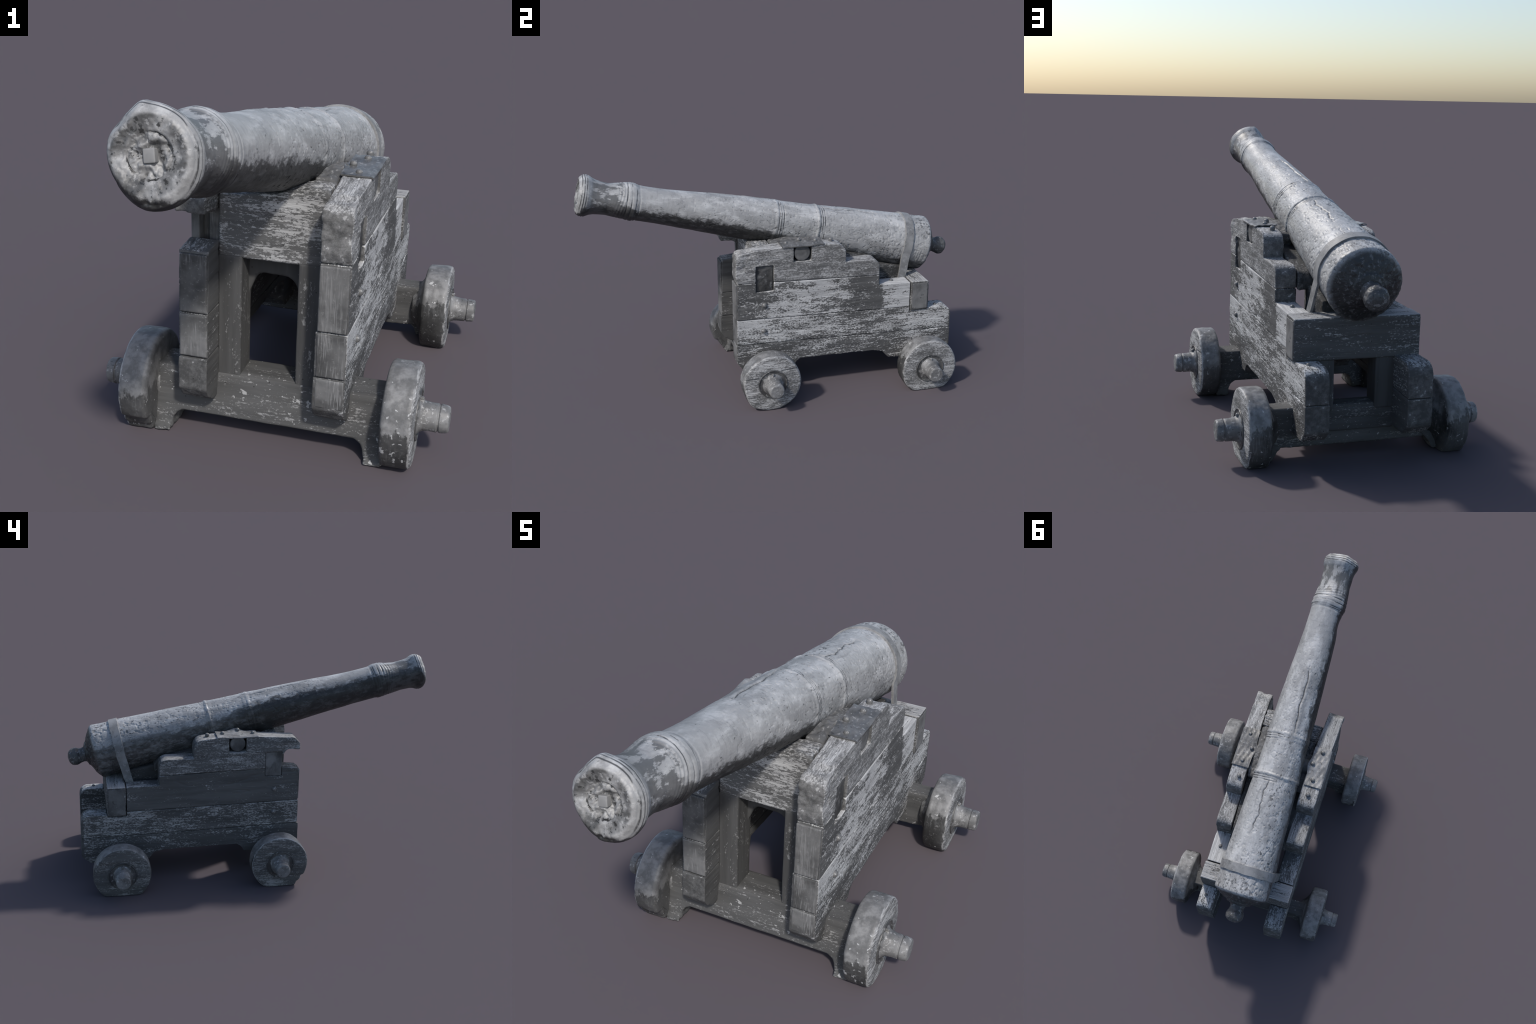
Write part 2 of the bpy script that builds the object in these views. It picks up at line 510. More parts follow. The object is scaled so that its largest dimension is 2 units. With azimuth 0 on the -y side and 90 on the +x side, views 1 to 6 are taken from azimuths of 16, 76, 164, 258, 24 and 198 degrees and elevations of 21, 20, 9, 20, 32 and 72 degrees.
def lathe(profile, segs, ring_fn=None, close_start=True, close_end=True):
    """profile: (m,2) of (position, radius); ring_fn(s, th, r) -> s, r adjusted arrays"""
    m = len(profile)
    th = np.linspace(0, 2 * PI, segs, endpoint=False)
    S = np.repeat(profile[:, 0], segs)
    R = np.repeat(profile[:, 1], segs)
    T = np.tile(th, m)
    if ring_fn:
        S, R = ring_fn(S, T, R)
    V = np.stack([R * np.cos(T), S, R * np.sin(T)], 1)
    idx = np.arange(m * segs).reshape(m, segs)
    a, b = idx[:-1], idx[1:]
    F = np.stack([a, np.roll(a, -1, 1), np.roll(b, -1, 1), b], -1).reshape(-1, 4)
    F = F.tolist()
    if close_start:
        F.append(idx[0][::-1].tolist())
    if close_end:
        F.append(idx[-1].tolist())
    return V, F


def resample(points, step):
    """polyline (s, r) resampled evenly along its length"""
    p = np.array(points, float)
    d = np.r_[0, np.cumsum(np.hypot(*np.diff(p, axis=0).T))]
    n = max(2, int(d[-1] / step))
    q = np.linspace(0, d[-1], n)
    return np.stack([np.interp(q, d, p[:, 0]), np.interp(q, d, p[:, 1])], 1)


def smooth_line(p, times=3):
    p = p.copy()
    for _ in range(times):
        p[1:-1] = (p[:-2] + 2 * p[1:-1] + p[2:]) / 4
    return p


# ================================================================ the gun
cannon = bpy.data.objects.new("cannon", None)
bpy.context.collection.objects.link(cannon)
cannon["label"] = "weathered iron ship's cannon on a stepped wooden truck carriage"
cannon["category"] = "naval cannon"

M_GUN = gun_iron("gun_iron_baked_light")
M_STRAP = iron("painted_strap_iron", 0.21, 0.28, 0.09, 3, 0.55)
M_PLATE = iron("plate_iron", 0.115, 0.3, 0.03, 5, 0.42)
M_PLATE_L = iron("pale_plate_iron", 0.22, 0.36, 0.06, 6, 0.42)
M_BOLT = iron("bolt_iron", 0.15, 0.45, 0.05, 7, 0.45)

# barrel frame: local y = along the bore from muzzle to breech, local z = up
AX0 = Vector((-0.0113, -1.0, 1.0938))
ky = Vector((0.00451, 0.97451, -0.22429)).normalized()
kx = ky.cross(Vector((0, 0, 1))).normalized()
kz = kx.cross(ky)
GUN = Matrix(((kx.x, ky.x, kz.x, AX0.x), (kx.y, ky.y, kz.y, AX0.y), (kx.z, ky.z, kz.z, AX0.z), (0, 0, 0, 1)))


def world_to_gun(p):
    return GUN.inverted() @ Vector(p)


# profile from the plugged bore over the muzzle swell, reinforce rings and breech to the button neck
PROFILE = [(0.029, 0.001), (0.029, 0.038), (0.027, 0.044), (0.022, 0.047), (0.0205, 0.054), (0.019, 0.064), (0.0165, 0.073),
           (0.0155, 0.079), (0.017, 0.085), (0.022, 0.0925), (0.029, 0.0985), (0.040, 0.1035), (0.056, 0.1035),
           (0.068, 0.0985), (0.085, 0.0905), (0.105, 0.0860), (0.130, 0.0840), (0.165, 0.0825), (0.200, 0.0865),
           (0.240, 0.0905), (0.262, 0.0930), (0.280, 0.0955), (0.300, 0.0955), (0.310, 0.0915), (0.345, 0.0895),
           (0.450, 0.0905), (0.550, 0.0955), (0.640, 0.1005), (0.750, 0.1055), (0.860, 0.1105), (0.960, 0.1135),
           (1.030, 0.1180), (1.055, 0.1185), (1.064, 0.1165), (1.100, 0.1165), (1.230, 0.1215), (1.252, 0.1250),
           (1.266, 0.1250), (1.272, 0.1228), (1.310, 0.1240), (1.450, 0.1310), (1.555, 0.1345), (1.650, 0.1390),
           (1.715, 0.1425), (1.745, 0.1440), (1.795, 0.1440), (1.800, 0.1425), (1.850, 0.1450), (1.882, 0.1475),
           (1.893, 0.1472), (1.897, 0.1435), (1.906, 0.131), (1.919, 0.112), (1.932, 0.088), (1.940, 0.0685), (1.944, 0.0655), (1.949, 0.0640),
           (1.951, 0.056), (1.957, 0.044)]

# muzzle cross-section: a battered lip, peaked up and left, flattened beside the peak
LIP = [(0, 0.95), (40, 0.935), (75, 0.93), (95, 0.975), (106, 1.03), (122, 0.93), (140, 0.89), (165, 0.915), (190, 0.885),
       (215, 0.87), (235, 0.915), (265, 1.015), (300, 1.03), (330, 0.99), (360, 0.95)]


def smooth_ring(v):
    k = np.exp(-(np.arange(-20, 21) / 4.5) ** 2)
    return np.convolve(np.r_[v[-21:-1], v, v[1:21]], k / k.sum(), mode='valid')


def barrel_shape(S, T, R):
    X, Z = R * np.cos(T), R * np.sin(T)
    P = np.stack([X, S, Z], 1)
    deg = np.degrees(T) % 360
    skin = sstep(0.004, 0.02, S) * (R > 0.072)
    # battered lip
    la = np.radians([a for a, b in LIP])
    lip = np.interp(deg, np.arange(361), smooth_ring(np.interp(np.arange(361), np.degrees(la), [b for a, b in LIP])))
    w = (1 - sstep(0.05, 0.16, S)) * sstep(0.045, 0.085, R)
    R = R * (1 + (lip - 1) * w)
    # sag and dents of the old casting
    R = R + skin * 0.0024 * fbm(P * np.array([9, 4, 9]) + 3, 2, 1)
    R = R + skin * 0.0011 * fbm(P * np.array([34, 20, 34]), 3, 2)
    # flat dent on the left behind the muzzle ring
    d = np.exp(-((S - 0.37) / 0.06) ** 2) * np.exp(-((deg - 178) / 34) ** 2)
    R = R - 0.012 * d
    # worn flat top of the neck
    R = R - 0.004 * np.exp(-((S - 0.15) / 0.05) ** 2) * np.exp(-((deg - 95) / 40) ** 2)
    # a filled bulge at upper left of the neck
    R = R + 0.006 * np.exp(-((S - 0.26) / 0.035) ** 2) * np.exp(-((deg - 90) / 45) ** 2)
    wob = 0.0035 * np.sin(3 * T + 1) + 0.003 * vnoise(P * np.array([14, 0, 14]) + 5, 4)
    vis = np.clip(0.55 + 0.9 * vnoise(P * np.array([11, 3, 11]) + 20, 6), 0, 1)

    def groove(at, depth, width):
        return -depth * vis * np.exp(-((S - at - wob * 0.5) / width) ** 2)
    for at in (0.024, 0.034, 0.044, 0.055):
        R = R + groove(at, 0.0028, 0.0028)
    for at in (0.255, 0.278, 0.302, 0.318):
        R = R + groove(at, 0.0032, 0.0032)
    # raised fillets of the two reinforce rings
    R = R + 0.0022 * np.exp(-((S - 1.030 - wob * 0.5) / 0.008) ** 2) + 0.0030 * np.exp(-((S - 1.257 - wob * 0.3) / 0.006) ** 2)
    for at, where in GROOVES:
        if at > 0.9:
            keep = sstep(100, 120, deg) * (1 - sstep(215, 240, deg)) if where < 0 else sstep(20, 40, deg) * (1 - sstep(88, 102, deg))
            R = R + groove(at, 0.0040, 0.0028) * (0.12 + 0.88 * keep)
    for at in (1.826, 1.840, 1.854):
        R = R + groove(at, 0.0022 * 1.0, 0.0028) * sstep(60, 130, deg)
    # drip lines at the neck ring
    R = R + 0.0009 * np.sin((S - 0.01 * np.sin(2 * T)) * 420) * np.exp(-((S - 0.235) / 0.03) ** 2)
    # wandering cracks along the top
    z1 = 78 + 2.2 * np.sin(31 * S) + 1.3 * np.sin(77 * S + 1) + 0.8 * np.sin(171 * S)
    g1 = sstep(1.27, 1.31, S) * (1 - sstep(1.53, 1.60, S))
    R = R - 0.0042 * g1 * np.exp(-(((deg - z1) / 1.5) ** 2))
    z2 = 97 + 22 * (S - 0.68) + 1.9 * np.sin(27 * S) + 1.2 * np.sin(63 * S)
    g2 = sstep(0.62, 0.72, S) * (1 - sstep(1.0, 1.03, S))
    R = R - 0.0048 * g2 * np.exp(-(((deg - z2) / 2.0) ** 2)) + 0.0026 * g2 * np.exp(-(((deg - z2 - 6) / 5.0) ** 2))
    # faint cast ring and vent patch on the top
    u, v = (deg - 72) / 57.3 * 0.119, S - 1.153
    rr = np.hypot(u, v)
    R = R - 0.0016 * np.exp(-((rr - 0.017) / 0.003) ** 2) * (deg < 150)
    u, v = (deg - 80) / 57.3 * 0.142, S - 1.69
    rr = np.maximum(np.abs(u), np.abs(v))
    R = R - 0.0014 * np.exp(-((rr - 0.015) / 0.003) ** 2)
    u, v = (deg - 40) / 57.3 * 0.143, S - 1.69
    R = R - 0.0014 * (1 - sstep(0.028, 0.032, np.abs(u))) * (1 - sstep(0.010, 0.013, np.abs(v)))
    # pits: scattered, deeper toward the breech and on the left flank
    pit = fbm(P * np.array([85, 65, 85]), 2, 41)
    gate = np.interp(S, [0.5, 0.9, 1.1, 1.4, 1.7, 1.9], [0.0, 0.25, 0.6, 0.55, 0.9, 1.0])
    gate = gate * np.where((deg > 110) & (deg < 250), 1.3, 0.85)
    R = R - skin * 0.0024 * gate * sstep(0.22, 0.55, pit)
    dots = vnoise(P * 120, 47)
    R = R - skin * 0.0016 * sstep(0.5, 0.75, dots) * sstep(0.3, 0.8, S)
    # crusty breech face and muzzle plug
    face = sstep(1.893, 1.902, S)
    S = S + face * 0.004 * fbm(P * np.array([60, 10, 60]), 3, 51) * sstep(0.045, 0.07, R)
    fr = (1 - sstep(0.084, 0.092, R)) * (S < 0.07)
    inner = (1 - sstep(0.040, 0.047, R)) * (S < 0.07)
    S = S + fr * 0.0034 * fbm(np.stack([X, X * 0, Z], 1) * 55, 3, 61)
    S = S + inner * (0.016 * fbm(np.stack([X, X * 0, Z], 1) * 52 + 7, 3, 63) + 0.001)
    S = S + 0.006 * np.exp(-((np.hypot(X, Z) - 0.0455) / 0.0022) ** 2) * (S < 0.07) * np.clip(0.4 + vnoise(P * 30, 64), 0, 1)
    chip = (1 - sstep(0.0, 0.5, np.abs(deg - 275) / 45)) * (S < 0.04) * sstep(0.075, 0.09, R)
    S = S + chip * 0.012 * np.clip(fbm(np.stack([X, X * 0, Z], 1) * 60 + 2, 2, 65), -0.2, 1)
    return S, R


prof = smooth_line(resample(PROFILE, 0.0032), 1)
V, F = lathe(prof, 420, barrel_shape)
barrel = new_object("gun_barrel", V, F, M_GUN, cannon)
barrel.matrix_local = GUN

# button (cascabel)
M_BUTTON = iron("button_iron", 0.08, 0.26, 0.035, 9, 0.5)
BUT = [(1.940, 0.052), (1.950, 0.046), (1.960, 0.0405), (1.972, 0.038), (1.984, 0.0385), (1.994, 0.043), (2.004, 0.0472),
       (2.016, 0.0480), (2.030, 0.0448), (2.041, 0.036), (2.048, 0.024), (2.051, 0.011), (2.0515, 0.001)]


def button_shape(S, T, R):
    P = np.stack([R * np.cos(T), S, R * np.sin(T)], 1)
    n = fbm(P * 55, 3, 71)
    return S + 0.002 * n * (S > 2.02), R * (1 + 0.06 * n) - 0.002 * sstep(0.3, 0.6, fbm(P * 90, 2, 73))


V, F = lathe(smooth_line(resample(BUT, 0.002)), 120, button_shape)
ob = new_object("cascabel", V, F, M_BUTTON, barrel)

# square wooden plug in the bore
N = Nodes("plug_paint", 0.7, 0.3)
M_PLUG = N.finish(N.mix(N.smooth(N.noise(30), 0.3, 0.7), grey(0.20), grey(0.26)))
pl = solid("bore_plug", lambda bm: box(bm, -0.012, 0.012, 0.019, 0.04, -0.014, 0.014), M_PLUG, barrel, 0.002, 0.0015)
pl.rotation_euler = (0, math.radians(-9), 0)

# trunnions, square to the gun through both cheeks (built in world frame, carried by the barrel)
def trunnion_shape(bm):
    n = 40
    prism(bm, [(0.105 + 0.0425 * math.cos(2 * PI * i / n), 0.762 + 0.0425 * math.sin(2 * PI * i / n)) for i in range(n)], -0.239, 0.239, 0)


M_TRUN = end_grain("trunnion_iron", 0.10, 0.22, 12, 0.6)
tr = solid("trunnion", trunnion_shape, M_TRUN, barrel, 0.003, 0.003,
           relief=lambda p, n: 0.0009 * fbm(p * 60, 3, 77))
tr.matrix_local = GUN.inverted()


def rimbase_shape(bm):
    # rough filled shoulder between barrel side, trunnion and cap plate
    for s in (-1, 1):
        lo = 0.0 if s > 0 else 0.035
        prism(bm, [(-0.05, 0.72), (0.22, 0.68), (0.25, 0.775 - lo), (0.11, 0.806 - lo), (-0.04, 0.797 - lo)], s * 0.09, s * 0.155, 0)


M_RUBBLE = iron("caked_rust_fill", 0.12, 0.26, 0.05, 14, 0.8)
rb = solid("rimbase", rimbase_shape, M_RUBBLE, barrel, 0.008, 0.004,
           relief=lambda p, n: 0.009 * fbm(p * np.array([45, 30, 45]), 3, 79) + 0.001)
rb.matrix_local = GUN.inverted()

# iron strap over the breech, legs running straight down to the bed
def strap_mesh():
    r = 0.1468
    path = []
    for i in range(61):
        a = math.radians(-14 + 208 * i / 60)
        path.append((r * math.cos(a), r * math.sin(a), 0))
    V, F = [], []
    foot_r, foot_l = world_to_gun((0.158, 0.684, 0.535)), world_to_gun((-0.158, 0.678, 0.535))
    top = []
    for k in range(8):
        t = 1 - k / 8
        p = path[0]
        top.append((p[0] * (1 - t) + foot_r.x * t, p[1] * (1 - t) + foot_r.z * t, t))
    end = []
    for k in range(1, 9):
        t = k / 8
        p = path[-1]
        end.append((p[0] * (1 - t) + foot_l.x * t, p[1] * (1 - t) + foot_l.z * t, t))
    full = top + path + end
    n = len(full)
    y0, w, th = 1.7690, 0.0240, 0.0040
    for i, (x, z, t) in enumerate(full):
        a, b = full[max(i - 1, 0)], full[min(i + 1, n - 1)]
        tx, tz = b[0] - a[0], b[1] - a[1]
        L = math.hypot(tx, tz)
        nx, nz = tz / L, -tx / L
        fy = (foot_r.y if x > 0 else foot_l.y) * t + y0 * (1 - t)
        wob = 0.0012 * math.sin(i * 0.7)
        ww = w * (1 - 0.12 * t)
        for dy, dn in ((-ww, -0.0055), (-ww, th - 0.0008), (-ww + 0.001, th), (ww - 0.001, th), (ww, th - 0.0008), (ww, -0.0055)):
            V.append((x + nx * dn, fy + dy + wob, z + nz * dn))
    m = 6
    for i in range(n - 1):
        for j in range(m):
            a, b = i * m + j, i * m + (j + 1) % m
            F.append((a, b, b + m, a + m))
    F.append(tuple(range(m))[::-1])
    F.append(tuple((n - 1) * m + j for j in range(m)))
    return V, F


V, F = strap_mesh()
st = new_object("breech_strap", V, F, M_STRAP, barrel)
bm = bmesh.new()
bm.from_mesh(st.data)
bmesh.ops.recalc_face_normals(bm, faces=bm.faces)
bm.to_mesh(st.data)
bm.free()
st.data.set_sharp_from_angle(angle=math.radians(35))

# ================================================================ carriage cheeks
XI, XO = 0.157, 0.245
GAP = 0.0007


def seam1(y): return 0.6195 - 0.036 * (y + 0.05)
def seam2(y): return 0.4190 - 0.028 * (y - 0.04)
def seam3(y): return 0.2890 - 0.0285 * (y + 0.24)


def top_plank(left):
    body = [(0.527, seam1(0.527) + GAP, 0), (0.527, 0.690, 0.048), (0.341, 0.690, 0.004), (0.341, 0.788, 0.056), (0.215, 0.801, 0.02),
            (0.0, 0.803, 0.02)]
    if left:
        front = [(-0.150, 0.795, 0.03), (-0.205, 0.795, 0.03), (-0.237, 0.760, 0.015), (-0.237, 0.722, 0.008), (-0.172, 0.724, 0.025),
                 (-0.141, 0.700, 0.02), (-0.141, seam1(-0.141) + GAP, 0)]
    else:
        front = [(-0.150, 0.795, 0.04), (-0.243, 0.783, 0.042), (-0.248, 0.66, 0.03), (-0.237, seam1(-0.237) + GAP, 0)]
    return body + front


PLANKS = [
    ("bottom", lambda left: [(0.943 + 0.006 * left, seam3(0.942) - GAP, 0), (0.943 + 0.006 * left, 0.150, 0.03), (0.900, 0.110, 0.02), (0.665, 0.112, 0), (0.590, 0.118, 0.01),
                             (0.556, 0.156, 0.02), (0.500, 0.168, 0.02), (0.280, 0.173, 0), (0.095, 0.174, 0.01), (0.072, 0.156, 0.01), (0.058, 0.134, 0.01),
                             (-0.185, 0.132, 0.01), (-0.222, 0.155, 0.02), (-0.247, 0.190, 0.02), (-0.245, seam3(-0.245) - GAP, 0)]),
    ("lower", lambda left: [(0.943 + 0.006 * left, seam3(0.942) + GAP, 0), (0.942 + 0.006 * left, 0.383 + 0.004 * left, 0.048), (0.808, 0.383 + 0.004 * left, 0), (0.803, 0.374, 0), (0.703, 0.374, 0),
                            (0.703, seam2(0.703) - GAP, 0), (-0.243, seam2(-0.243) - GAP, 0), (-0.244, seam3(-0.244) + GAP, 0)]),
    ("upper", lambda left: [(0.703, seam2(0.703) + GAP, 0), (0.703, 0.541, 0.006), (0.527, 0.545, 0), (0.527, seam1(0.527) - GAP, 0),
                            (-0.141, seam1(-0.141) - GAP, 0), (-0.237, seam1(-0.237) - GAP - (0.012 if left else 0), 0.006), (-0.243, seam2(-0.243) + GAP, 0)]),
    ("top", top_plank),
]

# bareness along the length of each plank: (y, 0..1)
LOOK = {
    (1, 0): dict(amount=0.33, streak=0.66, paint=0.085, along=[(-0.25, 0.35), (0.1, 0.48), (0.5, 0.45), (0.62, 0.6), (0.95, 0.62)]),
    (1, 1): dict(amount=0.41, streak=0.75, paint=0.085, along=[(-0.25, 0.78), (-0.02, 0.72), (0.12, 0.5), (0.45, 0.42), (0.62, 0.62), (0.72, 0.86), (0.95, 0.80)]),
    (1, 2): dict(amount=0.41, streak=0.35, paint=0.09, along=[(-0.25, 0.26), (-0.12, 0.30), (-0.05, 0.80), (0.2, 0.85), (0.33, 0.6), (0.40, 0.12), (0.53, 0.12), (0.565, 0.95), (0.72, 0.98)]),
    (1, 3): dict(amount=0.42, streak=0.55, paint=0.12, fine=1.6, edge=0.10, along=[(-0.25, 0.6), (-0.02, 0.55), (0.2, 0.5), (0.4, 0.6), (0.53, 0.55)]),
    (0, 0): dict(amount=0.24, streak=0.62, paint=0.085, along=[(-0.25, 0.42), (0.05, 0.44), (0.3, 0.5), (0.55, 0.5), (0.75, 0.7), (0.95, 0.72)]),
    (0, 1): dict(amount=0.34, streak=0.72, paint=0.09, along=[(-0.25, 0.66), (-0.02, 0.68), (0.15, 0.5), (0.5, 0.46), (0.62, 0.6), (0.8, 0.85), (0.95, 0.75)]),
    (0, 2): dict(amount=0.10, streak=0.45, paint=0.10, along=[(-0.25, 0.5), (0.3, 0.42), (0.6, 0.62), (0.75, 0.55)]),
    (0, 3): dict(amount=0.34, streak=0.66, paint=0.105, fine=1.3, edge=0.08, along=[(-0.25, 0.6), (0.0, 0.5), (0.3, 0.55), (0.53, 0.68)]),
}


def hole_cut(left):
    def f(bm):
        s = -1 if left else 1
        a, b = sorted((s * 0.1, s * 0.3))
        # trunnion slot
        box(bm, a, b, 0.058, 0.153, 0.7185, 0.9)
        # mortise for the front transom
        box(bm, a, b, -0.1425, -0.0475, 0.572, 0.712)
    return f


def worn_front(p):
    # heavy weather at the front upper end of the right cheek
    return (1 - sstep(-0.20, 0.02, p[:, 1])) * sstep(0.63, 0.72, p[:, 2])


for side, sx in (("right", 1), ("left", -1)):
    left = sx < 0
    # hidden loose tongues that lock the planks together; they carry the planks
    def tongues(bm):
        for f, y0, y1 in ((seam1, -0.04, 0.50), (seam2, -0.22, 0.69), (seam3, -0.22, 0.92)):
            zc = f((y0 + y1) / 2)
            a, b = sorted((sx * 0.175, sx * 0.227))
            prism(bm, [(y0, f(y0) - 0.02), (y1, f(y1) - 0.02), (y1, f(y1) + 0.02), (y0, f(y0) + 0.02)], a, b, 0)
    bm = bmesh.new()
    tongues(bm)
    bmesh.ops.recalc_face_normals(bm, faces=bm.faces)
    me = bpy.data.meshes.new("cheek")
    bm.to_mesh(me)
    bm.free()
    N = Nodes("cheek_tongue_wood", 0.9, 0.2)
    me.materials.append(N.finish(N.mix(N.smooth(N.noise(20), 0.3, 0.7), grey(0.03), grey(0.05))))
    cheek = bpy.data.objects.new("cheek", me)
    bpy.context.collection.objects.link(cheek)
    cheek.parent = cannon
    def inner(i, y):
        if left:
            return 0.159 - 0.012 * float(np.clip((y + 0.24) / 0.5, 0, 1))
        return (0.153, 0.155, 0.159, 0.159)[i]

    def plank_body(bm, pts, i):
        prism(bm, pts, *sorted((sx * XI, sx * XO)), 0)
        for v in bm.verts:
            if abs(v.co.x) < 0.2:
                v.co.x = sx * inner(i, v.co.y)
            if i == 0 and abs(v.co.x) < 0.2 and 0.08 < v.co.y < 0.56 and v.co.z < 0.2:
                v.co.z += 0.075   # lower inner edge hewn away between the axles
            if left and i == 3:
                v.co.x -= 0.009 * float(np.clip(-v.co.y / 0.2, 0, 1))
            if left and i < 3 and v.co.y < -0.2:
                v.co.y += (0.0, 0.004, 0.006)[i]
    for i, (_, outline) in enumerate(PLANKS):
        pts = rounded(outline(left))
        seed = i + (5 if left else 0) + 1
        mat = wood(f"cheek_timber_{side}_{i}", 1, bare=0.43 if left else 0.56, seed=seed, ends=0.938 if i < 2 else None, inner=i < 3, tops=0.0 if i < 2 else 0.13, **LOOK[(0 if left else 1, i)])
        if i == 3 and not left:
            mat = wood("worn_top_timber", 1, bare=0.52, seed=seed, wear=0.0, tops=0.08, **LOOK[(1, 3)])
            rel = timber_relief(1, 0.0014, seed, 0.0075, worn_front)
        else:
            rel = timber_relief(1, 0.0012, seed, 0.010 if (left and i == 3) else 0.0, lambda p: (1 - sstep(-0.16, -0.11, p[:, 1])) * (1 - sstep(0.735, 0.765, p[:, 2])))
        solid("cheek_plank", lambda bm: plank_body(bm, pts, i), mat, cheek,
              0.0022 if i < 3 else 0.009, 0.0034, hole_cut(left) if i >= 2 else None, rel)

# painted end grain caps: a thin skin of darker paint on the front ends of the planks
for sx in (1, -1):
    for i in range(3):
        lo, hi = [(0.192, seam3(-0.24)), (seam3(-0.24), seam2(-0.24)), (seam2(-0.24), seam1(-0.24) - (0.016 if sx < 0 else 0))][i]
        mat = end_grain(f"end_grain_front_{'r' if sx > 0 else 'l'}_{i}", (0.115, 0.10, 0.11)[i] if sx > 0 else (0.125, 0.11, 0.085)[i], 0.33, 20 + i + (4 if sx < 0 else 0), 0.5 if i < 2 else 0.3)
        cheekp = [o for o in bpy.data.objects if o.name.startswith("cheek") and not o.name.startswith("cheek_")][0 if sx > 0 else 1]
        a, b = sorted((sx * (XI + 0.003), sx * (XO - 0.003)))
        solid("end_paint", lambda bm: box(bm, a, b, -0.2478 + (0 if sx > 0 else 0.006), -0.236 + (0 if sx > 0 else 0.006), lo + 0.004, hi - 0.004), mat, cheekp, 0.002, 0.0032,
              relief=lambda p, n: 0.0008 * fbm(p * 40, 2, 90))

# ================================================================ cross timbers
M_FRONT = wood("front_transom_timber", 0, 0.115, 0.48, 0.36, None, 0.55, 31)
M_REAR = wood("rear_transom_timber", 0, 0.085, 0.42, 0.18, [(-0.25, 0.8), (-0.1, 0.5), (0.1, 0.35), (0.2, 0.5), (0.25, 0.6)], 0.6, 33, tops=0.22)
M_POST = wood("post_timber", 2, 0.075, 0.28, 0.08, None, 0.5, 35, 0.5)
M_AXLE = wood("axle_timber", 0, 0.085, 0.33, 0.16, None, 0.5, 37, 0.8, 0.05, specks=0.02)
M_DARKEND = end_grain("tenon_end_grain", 0.055, 0.2, 39, 0.8)
M_BED = wood("bed_timber", 1, 0.055, 0.2, 0.3, None, 0.5, 41)

# front transom: top follows the barrel, tenons reach through the cheeks
def front_transom(bm):
    prism(bm, rounded([(-XI - 0.002, 0.574, 0), (XI + 0.002, 0.574, 0), (XI + 0.002, 0.800, 0.01), (0.10, 0.800, 0.02), (0.0, 0.775, 0.05),
                       (-0.10, 0.762, 0.02), (-XI - 0.002, 0.762, 0.01)]), -0.1440, -0.045, 1)


def wrinkle(p, n):
    g = timber_relief(0, 0.0012, 31)(p, n)
    w = sstep(0.74, 0.78, p[:, 2])
    return g + w * 0.006 * fbm(p * np.array([16, 60, 60]), 3, 93)


ft = solid("front_transom", front_transom, M_FRONT, cannon, 0.005, 0.004, None, wrinkle)
solid("transom_tenon", lambda bm: box(bm, 0.155, 0.236, -0.141, -0.049, 0.5735, 0.7105), M_DARKEND, ft, 0.003, 0.0028, None,
      lambda p, n: 0.004 * fbm(p * np.array([20, 40, 40]), 3, 95) * sstep(0.228, 0.235, p[:, 0]))
M_TENL = end_grain("left_tenon_end_grain", 0.11, 0.3, 43, 0.4)
def split_tenon(bm):
    # the tenon has split: an outer slab, a deep cleft, and the shrunken heart behind
    prism(bm, [(-0.243, -0.141), (-0.2165, -0.141), (-0.2155, -0.095), (-0.196, -0.095), (-0.195, -0.122), (-0.155, -0.126), (-0.155, -0.049), (-0.243, -0.049)], 0.5735, 0.7105, 2)


solid("transom_tenon", split_tenon, M_TENL, ft, 0.003, 0.0026, None,
      timber_relief(2, 0.0016, 44))

# front posts beside the opening, and the arched stay behind them
for a, b in ((-XI - 0.002, -0.088), (0.078, XI + 0.002)):
    solid("front_post", lambda bm: box(bm, a, b, -0.1462, -0.047, 0.085, 0.580), M_POST, cannon, 0.004, 0.004, None, timber_relief(2, 0.0009, 45))


def lintel(bm):
    prism(bm, rounded([(-0.150, 0.30, 0), (-0.150, 0.585, 0), (0.150, 0.585, 0), (0.150, 0.30, 0), (0.086, 0.33, 0.02), (0.074, 0.43, 0.05), (0.045, 0.502, 0.04),
                       (-0.060, 0.508, 0.03), (-0.088, 0.44, 0.05), (-0.094, 0.33, 0.02)]), -0.072, -0.040, 1)


solid("lintel", lintel, M_POST, cannon, 0.006, 0.0045, None, lambda p, n: 0.003 * fbm(p * 22, 2, 97))

# sloping bed under the gun
solid("stool_bed", lambda bm: prism(bm, [(-0.05, 0.725), (-0.05, 0.745), (0.52, 0.613), (0.52, 0.590)], -0.146, 0.152, 0), M_BED, cannon, 0.004, 0.006, None,
      lambda p, n: 0.004 * fbm(p * 18, 3, 98))

# packing timbers that close the gap between gun and cheeks
def packing(bm):
    for sx in (-1, 1):
        a, b = sorted((sx * 0.085, sx * (XI - 0.0015)))
        prism(bm, [(-0.04, 0.70), (-0.04, 0.785), (0.30, 0.715), (0.52, 0.665), (0.545, 0.63), (0.545, 0.590)], a, b, 0)


solid("packing_timber", packing, M_BED, cannon, 0.006, 0.005, None, lambda p, n: 0.006 * fbm(p * np.array([30, 9, 30]), 3, 101))

# quoin: the wedge that carries the breech
solid("quoin", lambda bm: prism(bm, [(0.50, 0.40), (0.50, 0.625), (0.715, 0.585), (0.715, 0.40)], -0.114, 0.114, 0), M_BED, cannon, 0.006, 0.005, None,
      lambda p, n: 0.004 * fbm(p * 24, 3, 106))

